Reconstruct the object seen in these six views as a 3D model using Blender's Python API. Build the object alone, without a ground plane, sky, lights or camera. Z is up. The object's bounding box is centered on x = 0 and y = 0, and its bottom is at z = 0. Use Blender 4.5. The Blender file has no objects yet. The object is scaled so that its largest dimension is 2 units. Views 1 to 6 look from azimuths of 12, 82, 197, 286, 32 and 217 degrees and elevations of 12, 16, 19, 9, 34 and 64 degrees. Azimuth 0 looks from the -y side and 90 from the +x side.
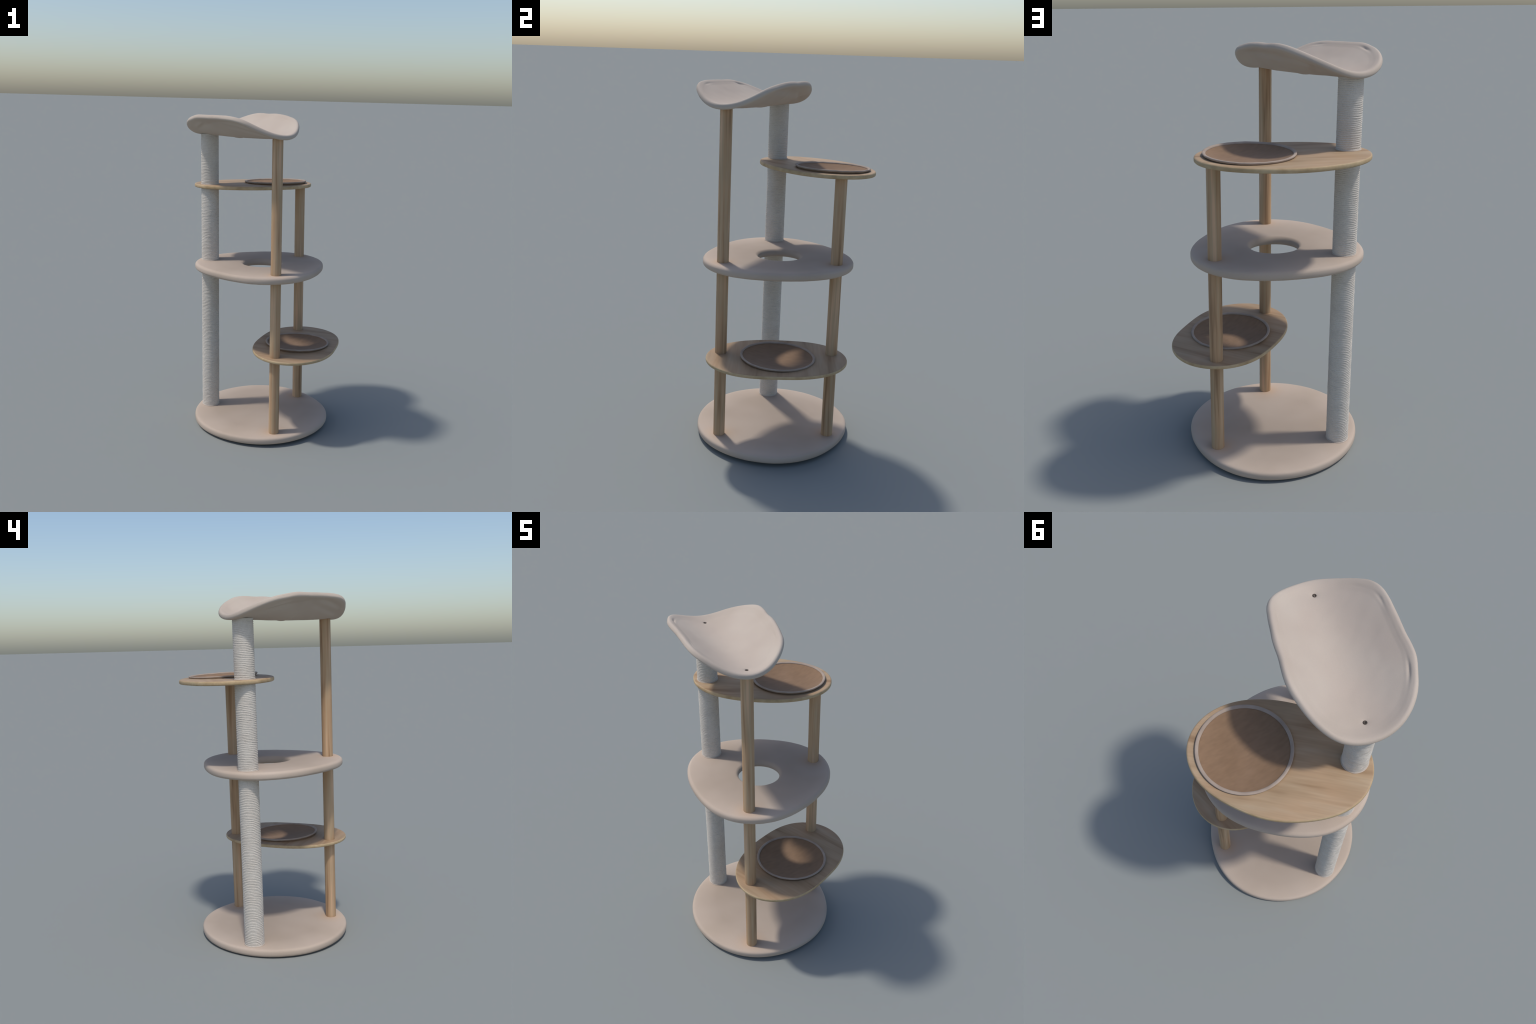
import bpy, bmesh, math
import numpy as np
from mathutils import Vector, Matrix, noise

# ------------------------------------------------------------------ helpers
def new_mesh_object(name, verts, faces, material, parent, smooth=True, sharp=None):
    me = bpy.data.meshes.new(name)
    me.from_pydata([tuple(v) for v in verts], [], faces)
    bm = bmesh.new(); bm.from_mesh(me)
    bmesh.ops.recalc_face_normals(bm, faces=bm.faces)
    bm.to_mesh(me); bm.free()
    me.materials.append(material)
    if smooth:
        me.polygons.foreach_set("use_smooth", [True] * len(me.polygons))
        if sharp: me.set_sharp_from_angle(angle=math.radians(sharp))
    ob = bpy.data.objects.new(name, me)
    bpy.context.scene.collection.objects.link(ob)
    ob.parent = parent
    return ob

def loft(rings, close_start=None, close_end=None, cyclic=False):
    """rings: list of (n,3) arrays -> verts, faces; closing points become fan caps."""
    n = len(rings[0]); m = len(rings)
    verts = [v for r in rings for v in r]
    faces = []
    for i in range(m if cyclic else m - 1):
        a, b = i * n, ((i + 1) % m) * n
        for j in range(n):
            k = (j + 1) % n
            faces.append((a + j, a + k, b + k, b + j))
    if close_start is not None:
        c = len(verts); verts.append(close_start)
        faces += [(c, (j + 1) % n, j) for j in range(n)]
    if close_end is not None:
        c = len(verts); verts.append(close_end); o = (m - 1) * n
        faces += [(c, o + j, o + (j + 1) % n) for j in range(n)]
    return verts, faces

def wob(x, y, z, scale, seed=0.0):
    return noise.noise(Vector((x * scale + seed, y * scale - seed * 1.7, z * scale + seed * .3)))

# ------------------------------------------------------------------ materials
def nodes_of(name):
    mat = bpy.data.materials.new(name); mat.use_nodes = True
    nt = mat.node_tree; nt.nodes.clear()
    out = nt.nodes.new("ShaderNodeOutputMaterial")
    bsdf = nt.nodes.new("ShaderNodeBsdfPrincipled")
    nt.links.new(bsdf.outputs[0], out.inputs[0])
    return mat, nt, bsdf

def N(nt, kind, **kw):
    nd = nt.nodes.new(kind)
    for k, v in kw.items():
        if k in nd.inputs: nd.inputs[k].default_value = v
        else: setattr(nd, k, v)
    return nd

def coords(nt, scale=(1, 1, 1), rot=(0, 0, 0), loc=(0, 0, 0)):
    tc = N(nt, "ShaderNodeTexCoord"); mp = N(nt, "ShaderNodeMapping")
    mp.inputs["Scale"].default_value = scale
    mp.inputs["Rotation"].default_value = rot
    mp.inputs["Location"].default_value = loc
    nt.links.new(tc.outputs["Object"], mp.inputs["Vector"])
    return mp

def ramp(nt, src, stops):
    r = N(nt, "ShaderNodeValToRGB")
    el = r.color_ramp.elements
    while len(el) < len(stops): el.new(0.5)
    for e, (p, c) in zip(el, stops):
        e.position = p; e.color = (*c, 1)
    nt.links.new(src, r.inputs[0])
    return r

def mix(nt, fac, a, b, blend="MIX"):
    m = N(nt, "ShaderNodeMix", data_type="RGBA", blend_type=blend)
    for sock, val in ((m.inputs[0], fac), (m.inputs[6], a), (m.inputs[7], b)):
        if isinstance(val, (int, float)): sock.default_value = val
        elif isinstance(val, tuple): sock.default_value = (*val, 1)
        else: nt.links.new(val, sock)
    return m.outputs[2]

def bump(nt, bsdf, height, strength, dist):
    b = N(nt, "ShaderNodeBump", Strength=strength, Distance=dist)
    nt.links.new(height, b.inputs["Height"])
    nt.links.new(b.outputs[0], bsdf.inputs["Normal"])

def plush_material(name, dark, mid, light, scale=3.0, baked_rim_light=False):
    """short-pile beige plush: broad soft mottling and a fine nap"""
    mat, nt, b = nodes_of(name)
    mp = coords(nt)
    n1 = N(nt, "ShaderNodeTexNoise", Scale=scale, Detail=2.5, Roughness=.5)
    n2 = N(nt, "ShaderNodeTexNoise", Scale=420.0, Detail=2.0)
    for n in (n1, n2): nt.links.new(mp.outputs[0], n.inputs["Vector"])
    r = ramp(nt, n1.outputs[0], [(.3, dark), (.5, mid), (.7, light)])
    fine = ramp(nt, n2.outputs[0], [(.3, (.965, .965, .965)), (.7, (1.03, 1.03, 1.03))])
    col = mix(nt, 1.0, r.outputs[0], fine.outputs[0], "MULTIPLY")
    if baked_rim_light:      # scan's baked shading painted in: centre darkened, rolled edge lightened
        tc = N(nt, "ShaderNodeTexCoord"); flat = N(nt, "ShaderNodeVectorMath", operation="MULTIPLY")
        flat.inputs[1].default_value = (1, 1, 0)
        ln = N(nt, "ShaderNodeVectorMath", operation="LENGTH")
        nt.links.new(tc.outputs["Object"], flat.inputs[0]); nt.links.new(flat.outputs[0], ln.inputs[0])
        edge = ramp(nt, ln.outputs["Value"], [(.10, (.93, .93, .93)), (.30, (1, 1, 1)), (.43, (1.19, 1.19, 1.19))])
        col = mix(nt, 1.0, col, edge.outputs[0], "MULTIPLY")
        for px, py in ((.150, -.353), (.197, .255)):     # orange light bounced off the wooden posts, tinted into the cloth
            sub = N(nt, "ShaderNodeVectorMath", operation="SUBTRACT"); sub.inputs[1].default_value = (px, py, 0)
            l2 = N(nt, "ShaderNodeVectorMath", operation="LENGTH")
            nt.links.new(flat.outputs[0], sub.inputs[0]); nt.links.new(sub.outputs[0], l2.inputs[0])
            bounce_tint = ramp(nt, l2.outputs["Value"], [(.03, (1.0, .90, .80)), (.07, (1.0, .97, .94)), (.11, (1, 1, 1))])
            col = mix(nt, .8, col, bounce_tint.outputs[0], "MULTIPLY")
    nt.links.new(col, b.inputs["Base Color"])
    b.inputs["Roughness"].default_value = .95
    b.inputs["Specular IOR Level"].default_value = .12
    b.inputs["Sheen Weight"].default_value = .04
    b.inputs["Sheen Roughness"].default_value = .6
    b.inputs["Sheen Tint"].default_value = (1, .93, .86, 1)
    bump(nt, b, n2.outputs[0], .12, .001)
    return mat

def wood_material(name, axis_rot, tones, stretch, across, seed=0.0, random=False):
    """pale plywood / pine; the grain runs along local x after axis_rot"""
    mat, nt, b = nodes_of(name)
    mp = coords(nt, rot=axis_rot, loc=(seed, seed * .7, seed * .3))
    vec = mp.outputs[0]
    if random:
        oi = N(nt, "ShaderNodeObjectInfo"); mu = N(nt, "ShaderNodeMath", operation="MULTIPLY")
        mu.inputs[1].default_value = 9.0
        nt.links.new(oi.outputs["Random"], mu.inputs[0])
        ad = N(nt, "ShaderNodeVectorMath", operation="ADD")
        nt.links.new(vec, ad.inputs[0]); nt.links.new(mu.outputs[0], ad.inputs[1]); vec = ad.outputs[0]
    def stretched(k, s, detail, dist=0.0):
        v = N(nt, "ShaderNodeVectorMath", operation="MULTIPLY")
        v.inputs[1].default_value = (k, 1, 1)
        nt.links.new(vec, v.inputs[0])
        t = N(nt, "ShaderNodeTexNoise", Scale=s, Detail=detail, Roughness=.55, Distortion=dist)
        nt.links.new(v.outputs[0], t.inputs["Vector"]); return t.outputs[0]
    broad = stretched(stretch, across, 2.5, .4)
    fine = stretched(stretch * .4, across * 6, 3.0)
    patch = stretched(1.0, 5.0, 1.5)
    c1 = ramp(nt, broad, [(.30, tones[0]), (.43, tones[1]), (.55, tones[2]), (.68, tones[3])])
    c2 = ramp(nt, fine, [(.3, (.86, .84, .82)), (.65, (1.06, 1.06, 1.05))])
    c3 = ramp(nt, patch, [(.3, (.93, .95, .93)), (.7, (1.07, 1.02, .98))])
    col = mix(nt, .55, c1.outputs[0], c2.outputs[0], "MULTIPLY")
    col = mix(nt, .9, col, c3.outputs[0], "MULTIPLY")
    nt.links.new(col, b.inputs["Base Color"])
    b.inputs["Roughness"].default_value = .62
    b.inputs["Specular IOR Level"].default_value = .25
    bump(nt, b, fine, .12, .001)
    return mat

def rope_material():
    mat, nt, b = nodes_of("white_sisal_rope")
    mp = coords(nt)
    n1 = N(nt, "ShaderNodeTexNoise", Scale=14.0, Detail=3.0)
    nt.links.new(mp.outputs[0], n1.inputs["Vector"])
    v = N(nt, "ShaderNodeVectorMath", operation="MULTIPLY"); v.inputs[1].default_value = (1, 1, 3)
    nt.links.new(mp.outputs[0], v.inputs[0])
    n2 = N(nt, "ShaderNodeTexNoise", Scale=150.0, Detail=3.0)
    nt.links.new(v.outputs[0], n2.inputs["Vector"])
    r = ramp(nt, n1.outputs[0], [(.25, (.565, .51, .445)), (.55, (.60, .55, .485)), (.8, (.625, .58, .515))])
    f = ramp(nt, n2.outputs[0], [(.3, (.84, .84, .83)), (.6, (1.04, 1.04, 1.04))])
    nt.links.new(mix(nt, .8, r.outputs[0], f.outputs[0], "MULTIPLY"), b.inputs["Base Color"])
    b.inputs["Roughness"].default_value = .9
    b.inputs["Specular IOR Level"].default_value = .15
    bump(nt, b, n2.outputs[0], .5, .0015)
    return mat

def felt_material():
    mat, nt, b = nodes_of("brown_felt")
    mp = coords(nt, rot=(0, 0, .35))
    v = N(nt, "ShaderNodeVectorMath", operation="MULTIPLY"); v.inputs[1].default_value = (1, .3, 1)
    nt.links.new(mp.outputs[0], v.inputs[0])
    n1 = N(nt, "ShaderNodeTexNoise", Scale=60.0, Detail=4.0, Roughness=.6)
    n2 = N(nt, "ShaderNodeTexNoise", Scale=7.0, Detail=2.0)
    nt.links.new(v.outputs[0], n1.inputs["Vector"]); nt.links.new(mp.outputs[0], n2.inputs["Vector"])
    r = ramp(nt, n2.outputs[0], [(.3, (.232, .146, .088)), (.6, (.25, .159, .098)), (.75, (.262, .169, .108))])
    f = ramp(nt, n1.outputs[0], [(.3, (.88, .88, .88)), (.7, (1.1, 1.1, 1.1))])
    nt.links.new(mix(nt, .7, r.outputs[0], f.outputs[0], "MULTIPLY"), b.inputs["Base Color"])
    b.inputs["Roughness"].default_value = 1.0
    b.inputs["Specular IOR Level"].default_value = .1
    b.inputs["Sheen Weight"].default_value = .1
    bump(nt, b, n1.outputs[0], .35, .002)
    return mat

PLUSH = plush_material("beige_plush", (.385, .31, .245), (.415, .335, .27), (.44, .36, .295), baked_rim_light=True)
SEAT_PLUSH = plush_material("pale_beige_plush", (.465, .39, .32), (.50, .42, .35), (.53, .455, .38))
TRIM = plush_material("pale_trim_cloth", (.32, .25, .20), (.37, .295, .24), (.42, .34, .28), 12.0)
SHELF_TONES = [(.30, .195, .115), (.39, .27, .168), (.42, .297, .19), (.44, .325, .218)]
POST_TONES = [(.29, .178, .10), (.47, .305, .18), (.475, .345, .22), (.62, .412, .268)]  # dark-to-light spread widened to paint the baked vertical shading bands
POST_WOOD = wood_material("pine_post_wood", (0, math.radians(90), 0), POST_TONES, .035, 40.0, 1.3, True)
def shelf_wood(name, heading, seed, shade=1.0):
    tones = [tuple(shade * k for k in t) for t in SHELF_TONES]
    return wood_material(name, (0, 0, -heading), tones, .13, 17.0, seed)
EDGE_WOOD = wood_material("plywood_edge", (0, 0, 0), [(.40, .29, .165), (.46, .34, .20), (.49, .37, .225), (.52, .40, .25)], 1.0, 12.0, 4.0)
ROPE = rope_material()
FELT = felt_material()
mat, nt, b = nodes_of("dark_steel")
n = N(nt, "ShaderNodeTexNoise", Scale=300.0)
nt.links.new(ramp(nt, n.outputs[0], [(.3, (.045, .034, .026)), (.7, (.09, .07, .055))]).outputs[0], b.inputs["Base Color"])
b.inputs["Roughness"].default_value = .6
b.inputs["Metallic"].default_value = .4
STEEL = mat

# ------------------------------------------------------------------ the thing
tree = bpy.data.objects.new("cat_tree", None)
bpy.context.scene.collection.objects.link(tree)
tree["label"] = "tall beige cat tree with rope post, plush platforms and wooden shelves"
tree["category"] = "cat tree"

TH = np.linspace(0, 2 * math.pi, 240, endpoint=False)

class Board:
    """flat rounded board: centre, slope (dz/dx, dz/dy), outline radius + harmonics from order 2"""
    def __init__(s, centre, slope, radius, harm, thick):
        s.c = np.array(centre); s.slope = slope; s.t = thick
        s.r = radius + 0 * TH
        for k in range(len(harm) // 2):
            s.r = s.r + harm[2 * k] * np.cos((k + 2) * TH) + harm[2 * k + 1] * np.sin((k + 2) * TH)
    def plane(s, x, y):
        return s.c[2] + s.slope[0] * (x - s.c[0]) + s.slope[1] * (y - s.c[1])
    def ring(s, inset, z):
        x = s.c[0] + (s.r - inset) * np.cos(TH); y = s.c[1] + (s.r - inset) * np.sin(TH)
        return np.stack([x, y, s.plane(x, y) + z], 1)
    def scaled(s, f, z):
        x = s.c[0] + s.r * f * np.cos(TH); y = s.c[1] + s.r * f * np.sin(TH)
        return np.stack([x, y, s.plane(x, y) + z], 1)

def round_edge(half, rad, steps, crown=1.0):
    """(inset, z) profile of a rounded edge from top to bottom"""
    out = []
    for i in range(steps + 1):
        a = math.pi / 2 - math.pi * i / steps
        sg = 1 if a > 1e-6 else (-1 if a < -1e-6 else 0)
        out.append((rad * crown * (1 - math.cos(a)), (half - rad) * sg + rad * math.sin(a)))
    return out

def rough_up(rings, amp, scale, seed):
    for r in rings:
        for p in r:
            d = amp * (wob(p[0], p[1], p[2], scale, seed) + .5 * wob(p[0], p[1], p[2], scale * 2.7, seed + 5))
            p[2] += d
    return rings

def build_board(name, bd, profile, material, hole=None, amp=0.0, scale=8.0, seed=0.0):
    in0, z0 = profile[0]; in1, z1 = profile[-1]
    f0 = [(bd.r - in0)]; 
    edge = [bd.ring(i, z) for i, z in profile]
    if hole is None:
        inner_f = np.linspace(.06, 1, 22)[:-1]
        def blend(inset, z):
            rim = bd.ring(inset, z); c = np.array([bd.c[0], bd.c[1], bd.c[2] + z])
            return [c + (rim - c) * f for f in inner_f]
        rings = blend(in0, z0) + edge + blend(in1, z1)[::-1]
        rings = rough_up([r.copy() for r in rings], amp, scale, seed)
        top = rings[0].mean(0); bot = rings[-1].mean(0)
        v, f = loft(rings, top, bot)
    else:
        hx, hy, hr, lip = hole
        half = bd.t / 2
        def hole_ring(grow, z):
            x = hx + (hr + grow) * np.cos(TH); y = hy + (hr + grow) * np.sin(TH)
            return np.stack([x, y, bd.plane(x, y) + z], 1)
        lipp = [(lip * (1 - math.cos(a)), half * math.sin(a)) for a in np.linspace(-math.pi / 2, math.pi / 2, 13)]
        hole_edge = [hole_ring(g, z) for g, z in lipp]         # bottom -> top
        a, bb = hole_edge[-1], edge[0]
        top = [a + (bb - a) * f for f in np.linspace(0, 1, 18)[1:-1]]
        a, bb = edge[-1], hole_edge[0]
        bot = [a + (bb - a) * f for f in np.linspace(0, 1, 10)[1:-1]]
        rings = rough_up([r.copy() for r in hole_edge + top + edge + bot], amp, scale, seed)
        v, f = loft(rings, cyclic=True)
    return new_mesh_object(name, v, f, material, tree)

base = Board((.0080, -.0367, .0350), (.0174, -.0021), .4352, [-.0009, -.0016, .0015, -.002, .0020, .0014, .0009, .0010], .036)
middle = Board((-.0151, -.0325, 1.0349), (.0154, -.0078), .4077,
               [.0007, 0, -.0219, .0043, .0012, .0006, .0003, .0005], .0450)
upper = Board((-.1264, .1838, 1.5322), (.0157, -.0176), .3217,
              [.0369, .0477, .0017, -.0006, -.0028, .0061, -.0004, -.0008], .0233)
lower = Board((.234, -.0549, .5389), (.0216, -.0097), .3200,
              [-.0608, .0097, -.0003, 0, .0023, .0006, -.0009, -.0006], .0190)

# base cushion: rolled top edge, tucked-under bottom
base_profile = [(.032, .0200), (.020, .0198), (.011, .0186), (.005, .0157), (.0018, .0115), (.0003, .005),
                (0, -.004), (.0008, -.012), (.0035, -.018), (.008, -.0215), (.014, -.0233), (.021, -.0240), (.024, -.0255), (.030, -.0266)]
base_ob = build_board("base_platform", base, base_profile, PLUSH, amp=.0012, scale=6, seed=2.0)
zmin = min(v.co.z for v in base_ob.data.vertices)
for v in base_ob.data.vertices:
    if v.co.z < .02: v.co.z -= zmin * min(1, (.02 - v.co.z) / (.02 - zmin))

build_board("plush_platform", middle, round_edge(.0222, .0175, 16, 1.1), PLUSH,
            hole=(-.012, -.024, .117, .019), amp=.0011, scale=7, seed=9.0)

up_ang = math.radians(28); lo_ang = math.radians(-8)
def build_shelf(name, bd, heading, seed, opening, shade):
    ob = build_board(name, bd, round_edge(bd.t / 2, bd.t * .36, 10), shelf_wood("shelf_wood", heading, seed, shade),
                     hole=(*opening, .1915, .002), amp=.0005, scale=6, seed=seed)
    ob.data.materials.append(EDGE_WOOD)
    for p in ob.data.polygons:
        if abs(p.normal.z) < .80: p.material_index = 1
    return ob
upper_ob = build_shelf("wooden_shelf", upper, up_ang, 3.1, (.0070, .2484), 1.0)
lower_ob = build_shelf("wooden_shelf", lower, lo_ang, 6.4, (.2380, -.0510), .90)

# ------------------------------------------------------------------ dished cushions
def build_cushion(parent, c, slope, r_in, r_out, depth, seed):
    n = 160; th = np.linspace(0, 2 * math.pi, n, endpoint=False)
    def ring(r, z, amp=0.0):
        x = r * np.cos(th); y = r * np.sin(th)
        zz = slope[0] * x + slope[1] * y + z
        if amp: zz = zz + np.array([amp * wob(a, b_, 0, 30, seed) for a, b_ in zip(x, y)])
        return np.stack([x, y, zz], 1)
    # felt dish: bowl-shaped top, thick edge that closes the opening in the shelf
    rr = r_in + .004; drop = .0022
    rings = [ring(rr * q, -depth * (1 - q ** 2.4) - drop, .0007) for q in np.linspace(.04, 1, 34)]
    rings += [ring(rr, -z) for z in (.010, .016, .022)]
    rings += [ring(rr * q, -max(.024, depth * (1 - q ** 2.4) + drop + .006)) for q in np.linspace(.98, .04, 14)]
    v, f = loft(rings, rings[0].mean(0), rings[-1].mean(0))
    felt = new_mesh_object("cushion", v, f, FELT, parent); felt.location = c
    # pale piped cloth rim, tipped a little into the dish
    w = (r_out - r_in) / 2 * .94; rm = r_out - w; h = .0046; tip = math.radians(14)
    prof = []
    for al in np.linspace(0, 2 * math.pi, 20, endpoint=False):
        x, z = w * math.cos(al), h * math.sin(al) * (1.5 if math.sin(al) < 0 else 1)
        prof.append((rm + x * math.cos(tip) - z * math.sin(tip) * .5, x * math.sin(tip) + z * math.cos(tip)))
    rings = [ring(r, z, .0012) for r, z in prof]
    v, f = loft(rings, cyclic=True)
    rim = new_mesh_object("cushion_rim", v, f, TRIM, parent); rim.location = c
build_cushion(upper_ob, (.0070, .2484, 1.5555), (.0330, -.0300), .1872, .2040, .027, 1.0)
build_cushion(lower_ob, (.2380, -.0510, .5580), (.0160, -.0420), .1885, .2035, .026, 7.0)

# ------------------------------------------------------------------ posts
POSTS = {  # (x, y at z = 1), lean per metre, radius
    "rope": ((-.3615, -.0041), (-.0189, .0064), .0554),
    "front": ((.1400, -.3489), (-.0188, .0091), .0317),
    "back": ((.1850, .2577), (-.0241, .0056), .0319)}
def post_frame(key, z):
    (x, y), (lx, ly), _ = POSTS[key]
    p = Vector((x + lx * (z - 1), y + ly * (z - 1), z))
    q = Vector((0, 0, 1)).rotation_difference(Vector((lx, ly, 1)).normalized())
    return p, q, math.sqrt(1 + lx * lx + ly * ly)
def surface(bd, key, z_guess, side):
    p, _, _ = post_frame(key, z_guess)
    return bd.plane(p.x, p.y) + side * bd.t / 2

def wooden_section(key, z0, z1, seed):
    p, q, s = post_frame(key, z0); L = (z1 - z0) * s; r = POSTS[key][2]
    n = 48; th = np.linspace(0, 2 * math.pi, n, endpoint=False)
    rings = []
    hs = [0, .0006, .0022, .005] + list(np.linspace(.02, L - .02, 16)) + [L - .005, L - .0022, L - .0006, L]
    dr = [.0035, .0018, .0005, 0] + [0] * 16 + [0, .0005, .0018, .0035]
    for h, d in zip(hs, dr):
        rr = r - d + np.array([.0005 * wob(math.cos(a), math.sin(a), h * .6, 1.3, seed) for a in th])
        rings.append(np.stack([rr * np.cos(th), rr * np.sin(th), 0 * th + h], 1))
    v, f = loft(rings, np.array([0, 0, 0]), np.array([0, 0, L]))
    ob = new_mesh_object("wooden_post", v, f, POST_WOOD, tree)
    ob.location = p; ob.rotation_mode = "QUATERNION"; ob.rotation_quaternion = q
    return ob

def rope_section(z0, z1, seed):
    key = "rope"; p, q, s = post_frame(key, z0); L = (z1 - z0) * s; R = POSTS[key][2]
    n = 120; pitch = .0094; per = 9
    phi = np.linspace(0, 2 * math.pi, n, endpoint=False)
    m = int(L / pitch * per)
    rings = []
    for i in range(m + 1):
        h = L * i / m
        row = np.empty((n, 3))
        for j, a in enumerate(phi):
            ca, sa = math.cos(a), math.sin(a)
            w1 = noise.noise(Vector((ca * 1.1 + seed, sa * 1.1, h * 22)))
            w2 = noise.noise(Vector((ca * 2.4, sa * 2.4 + seed, h * 60 + 9)))
            turn = h / pitch - a / (2 * math.pi) + .60 * w1
            g = abs(math.sin(math.pi * turn)) ** .55
            w3 = noise.noise(Vector((ca * 5, sa * 5 + seed, h * 140)))
            depth = .0023 * max(.15, .8 + 1.1 * w2 + .5 * w3)
            rr = R + .0009 - depth * (1 - g) + .0008 * w2
            row[j] = (rr * ca, rr * sa, h)
        rings.append(row)
    v, f = loft(rings, np.array([0, 0, 0]), np.array([0, 0, L]))
    ob = new_mesh_object("rope_post", v, f, ROPE, tree)
    ob.location = p; ob.rotation_mode = "QUATERNION"; ob.rotation_quaternion = q
    return ob

E_ = .004   # how far the ends sit inside the boards
base.t = .040
sections = [
    ("front", surface(base, "front", .05, 1), surface(lower, "front", .54, -1)),
    ("front", surface(lower, "front", .54, 1), surface(middle, "front", 1.03, -1)),
    ("front", surface(middle, "front", 1.05, 1), 1.866),
    ("back", surface(base, "back", .05, 1), surface(lower, "back", .54, -1)),
    ("back", surface(lower, "back", .54, 1), surface(middle, "back", 1.03, -1)),
    ("back", surface(middle, "back", 1.05, 1), surface(upper, "back", 1.53, -1))]
for i, (k, a, c) in enumerate(sections):
    wooden_section(k, a - E_, c + (E_ if c < 1.8 else 0), 3.0 * i)
ropes = [(surface(base, "rope", .05, 1), surface(middle, "rope", 1.03, -1)),
         (surface(middle, "rope", 1.05, 1), surface(upper, "rope", 1.53, -1)),
         (surface(upper, "rope", 1.54, 1), 1.863)]
rope_obs = [rope_section(a - E_, c + (E_ if c < 1.8 else 0), 4.0 * i) for i, (a, c) in enumerate(ropes)]

# pale cloth hem standing up where each rope section meets the board below it
for i, ((a, c), ro) in enumerate(zip(ropes, rope_obs)):
    n = 96; th = np.linspace(0, 2 * math.pi, n, endpoint=False); R = POSTS["rope"][2]
    rings = []
    for al in np.linspace(0, 2 * math.pi, 10, endpoint=False):
        rr = R + .0005 + .0032 * math.cos(al) + np.array([.0012 * wob(math.cos(x), math.sin(x), i, 2.2, 3) for x in th])
        zz = E_ + .0005 + (.0036 + np.array([.0014 * wob(math.cos(x), math.sin(x), i, 2.5, 8) for x in th])) * math.sin(al)
        rings.append(np.stack([rr * np.cos(th), rr * np.sin(th), zz], 1))
    v, f = loft(rings, cyclic=True)
    new_mesh_object("cloth_hem", v, f, SEAT_PLUSH, ro)

# ------------------------------------------------------------------ saddle-shaped top seat
SEAT_MID = np.array([-.12792, -.16707])
AX_S = np.array([-.82432, .56612])     # along the trough, towards the rope post
AX_T = np.array([.56612, .82432])      # across it
H = [1.8629, -.0056, -.0327, .7009, .06, -.0577, -.0954, .1184, -.6508, -.3025, .124, .0959]
RIM = [.3026, .0067, .0006, .0685, .0014, .0009, .0001, -.0015, -.0023, .0013, .0018, -.0006, -.0009,
       -.0009, .0006, -.0003, .0008, -.0020, -.0006]
def seat_height(s, t):
    c = H
    return (c[0] + c[1] * s + c[2] * t + 4 * c[3] * t**2 + c[4] * s**2 + c[5] * s * t + 4 * c[6] * t**2 * s
            + 8 * c[7] * t**3 + 20 * c[8] * t**4 + 20 * c[9] * s**2 * t**2 + 400 * c[10] * t**4 * s**2 + 50 * c[11] * t**2 * s**3)
def seat_point(s, t):
    xy = SEAT_MID + s * AX_S + t * AX_T
    return np.array([xy[0], xy[1], seat_height(s, t)])
def seat_frame(s, t):
    e = 1e-4
    ds = (seat_point(s + e, t) - seat_point(s - e, t)) / (2 * e)
    dt = (seat_point(s, t + e) - seat_point(s, t - e)) / (2 * e)
    nn = np.cross(ds, dt); nn = nn / np.linalg.norm(nn)
    if nn[2] < 0: nn = -nn
    return nn
def seat_st(x, y):
    d = np.array([x, y]) - SEAT_MID
    return d @ AX_S, d @ AX_T
BOLTS = [seat_st(.1219, -.3387), seat_st(-.3778, .0045)]

n = 360
th = np.linspace(0, 2 * math.pi, n, endpoint=False)
rim_r = RIM[0] + 0 * th
for k in range(1, 10):
    rim_r = rim_r + RIM[2 * k - 1] * np.cos(k * th) + RIM[2 * k] * np.sin(k * th)
T_IN, T_RIM = .0095, .0145
# places where the rolled rim is pinched: (angle, width in radians, depth)
PINCH = [(math.radians(312), .13, .0050), (math.radians(236), .12, .0025), (math.radians(213), .08, .0022), (math.radians(131), .07, .0018)]
def pinch(a):
    return sum(d * math.exp(-((math.atan2(math.sin(a - c), math.cos(a - c))) / w) ** 2) for c, w, d in PINCH)
def thick(u):       # half thickness grows into the rolled rim
    k = min(1, max(0, (u - .86) / .14)); k = k * k * (3 - 2 * k)
    return T_IN + (T_RIM - T_IN) * k
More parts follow.
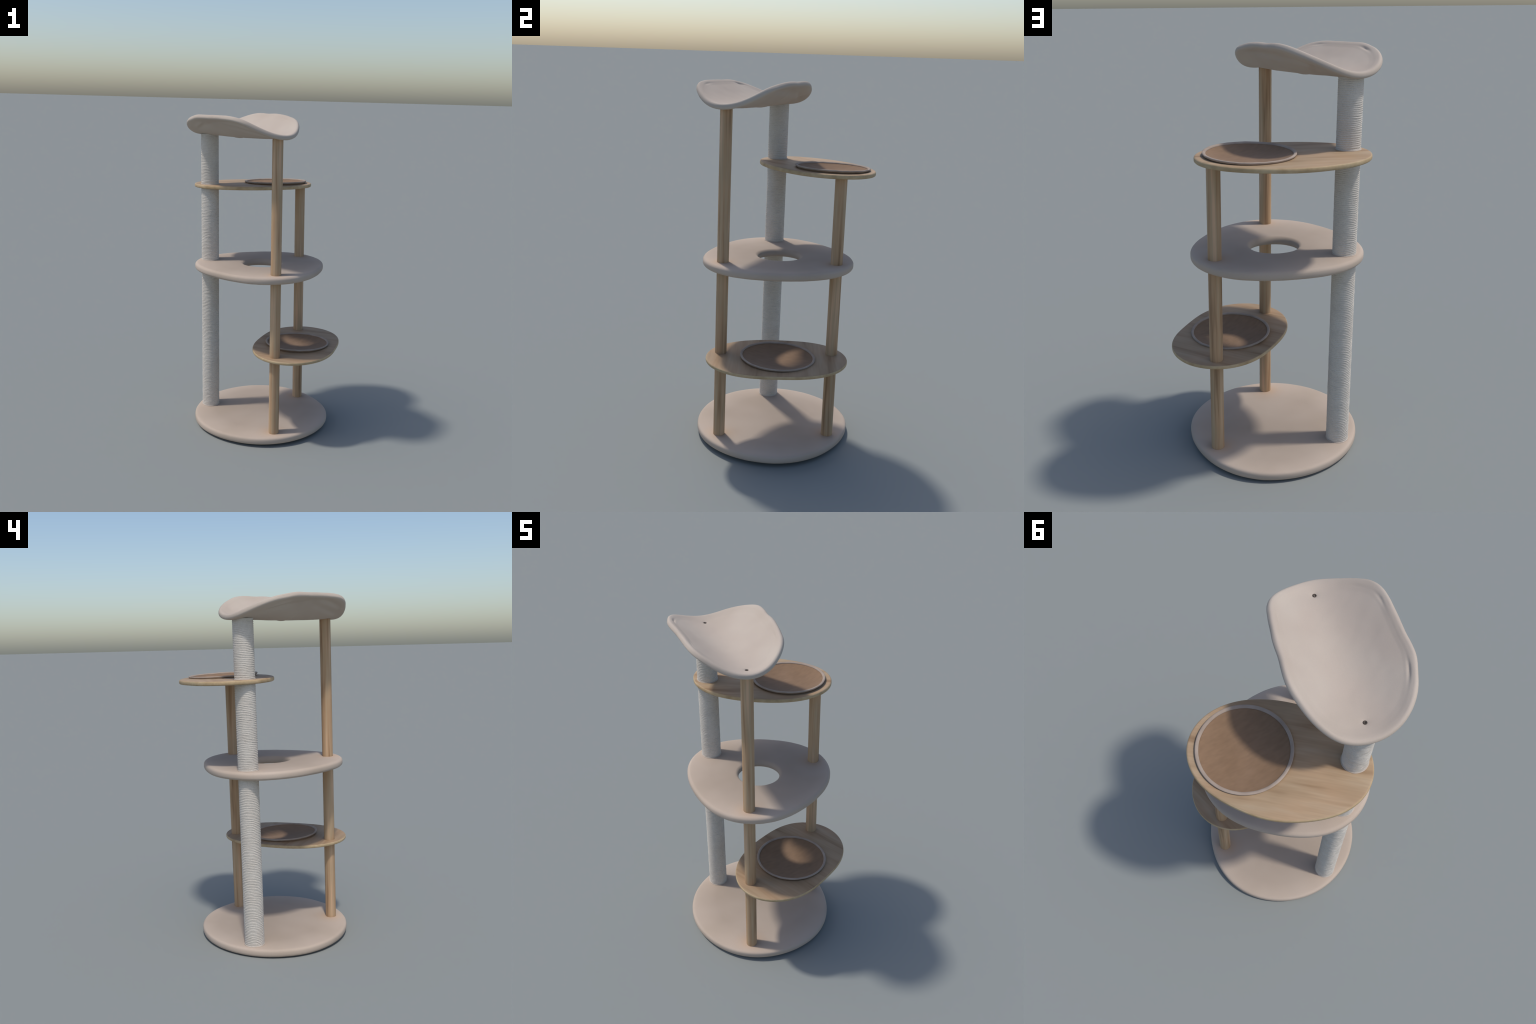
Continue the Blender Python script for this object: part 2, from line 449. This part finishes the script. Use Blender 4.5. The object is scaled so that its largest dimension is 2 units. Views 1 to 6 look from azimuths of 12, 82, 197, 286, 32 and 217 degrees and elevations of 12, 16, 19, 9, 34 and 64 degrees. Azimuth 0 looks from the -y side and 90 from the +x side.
# gathered cloth folds under the seat: segment ends in (along, across), depth, width
FOLDS = [(-.20, .205, .20, .165, .0070, .016), (.25, .17, .17, .09, .0080, .017), (.12, .19, .28, .12, .005, .012),
         (-.06, -.215, -.26, -.165, .0065, .013), (-.04, -.17, -.29, -.10, .0060, .015), (.03, -.195, .20, -.15, .0055, .015),
         (.10, -.20, .27, -.12, .005, .012)]
us = list(np.linspace(.02, .84, 84)) + list(np.linspace(.85, 1, 14))
rows = []
frames = {}
def row(u, side):
    out = np.empty((n, 3))
    for j in range(n):
        s = u * rim_r[j] * math.cos(th[j]); t = u * rim_r[j] * math.sin(th[j])
        p = seat_point(s, t); nn = seat_frame(s, t)
        d = thick(u)
        a = th[j]
        if side > 0:
            for bs, bt in BOLTS:
                q = math.hypot(s - bs, t - bt)
                d -= .0045 * math.exp(-(q / .012) ** 2) + .0025 * math.exp(-(q / .028) ** 2)
            d += .0010 * wob(s, t, 0, 9, 4) + .0008 * wob(s, t, 0, 24, 8)
            d -= (.0004 + pinch(a) * .9) * math.exp(-((u - .935) / .021) ** 2) * (1 + .8 * noise.noise(Vector((math.cos(a) * 2, math.sin(a) * 2, 4))))
        else:
            edge = min(1, max(0, (u - .45) / .4)) * min(1, (1.0 - u) / .06) if u < 1 else 0
            f2 = noise.noise(Vector((math.cos(a) * 2.4 - u, math.sin(a) * 2.4, u * 1.6 + 3)))
            d += edge * .0045 * f2 + .0012 * wob(s, t, 0, 9, 2)
            for s0, t0, s1, t1, dep, wid in FOLDS:
                ex, ey = s1 - s0, t1 - t0
                k = min(1, max(0, ((s - s0) * ex + (t - t0) * ey) / (ex * ex + ey * ey)))
                px, py = s - s0 - k * ex, t - t0 - k * ey
                q = math.hypot(px, py); side_sign = 1 if px * ey - py * ex > 0 else -1
                fade = math.sin(math.pi * min(1, max(0, .08 + .84 * k)))
                d += edge * fade * dep * (-math.exp(-(q / wid) ** 2) + .6 * side_sign * q / wid * math.exp(-(q / wid / 1.6) ** 2))
            d += .0032 * math.exp(-((s - .02) / .012) ** 2) * math.exp(-(t / .16) ** 2)   # seam across the middle
        out[j] = p + nn * d * side
    return out
rings = [row(u, 1) for u in us]
# rolled rim: half circle about the rim line
rim_c = np.array([seat_point(rim_r[j] * math.cos(th[j]), rim_r[j] * math.sin(th[j])) for j in range(n)])
rim_n = np.array([seat_frame(rim_r[j] * math.cos(th[j]), rim_r[j] * math.sin(th[j])) for j in range(n)])
tang = np.roll(rim_c, -1, 0) - np.roll(rim_c, 1, 0); tang /= np.linalg.norm(tang, axis=1)[:, None]
outw = np.cross(tang, rim_n); outw /= np.linalg.norm(outw, axis=1)[:, None]
if ((rim_c - rim_c.mean(0)) * outw).sum() < 0: outw = -outw
top_d = np.linalg.norm(rings[-1] - rim_c, axis=1)
for al in np.linspace(math.pi / 2, -math.pi / 2, 17)[1:-1]:
    sq = (abs(math.sin(al)) ** 2.5 + abs(math.cos(al)) ** 2.5) ** (-1 / 2.5)     # slightly squared roll
    r = np.array([T_RIM * sq * (1 + .12 * noise.noise(Vector((math.cos(a) * 4, math.sin(a) * 4, al * .5))) * math.cos(al)) - pinch(a) * .6 * math.cos(al) for a in th])
    rings.append(rim_c + rim_n * (r * math.sin(al))[:, None] + outw * (r * math.cos(al))[:, None])
rings += [row(u, -1) for u in us[::-1]]
v, f = loft(rings, rings[0].mean(0), rings[-1].mean(0))
seat_ob = new_mesh_object("saddle_seat", v, f, SEAT_PLUSH, tree)

# sunk bolts that hold the seat to the posts
def bolt(s, t):
    p = seat_point(s, t); nn = seat_frame(s, t)
    m = 36; a = np.linspace(0, 2 * math.pi, m, endpoint=False)
    prof = [(.0022, -.0026), (.0030, -.0002), (.0068, .0012), (.0088, .0004), (.0092, -.0060)]
    rings = [np.stack([r * np.cos(a), r * np.sin(a), 0 * a + z], 1) for r, z in prof]
    v, f = loft(rings, np.array([0, 0, -.0026]), np.array([0, 0, -.0060]))
    ob = new_mesh_object("bolt", v, f, STEEL, seat_ob, sharp=40)
    ob.location = Vector(p + nn * (T_IN - .0042))
    ob.rotation_mode = "QUATERNION"; ob.rotation_quaternion = Vector((0, 0, 1)).rotation_difference(Vector(nn))
for s, t in BOLTS: bolt(s, t)
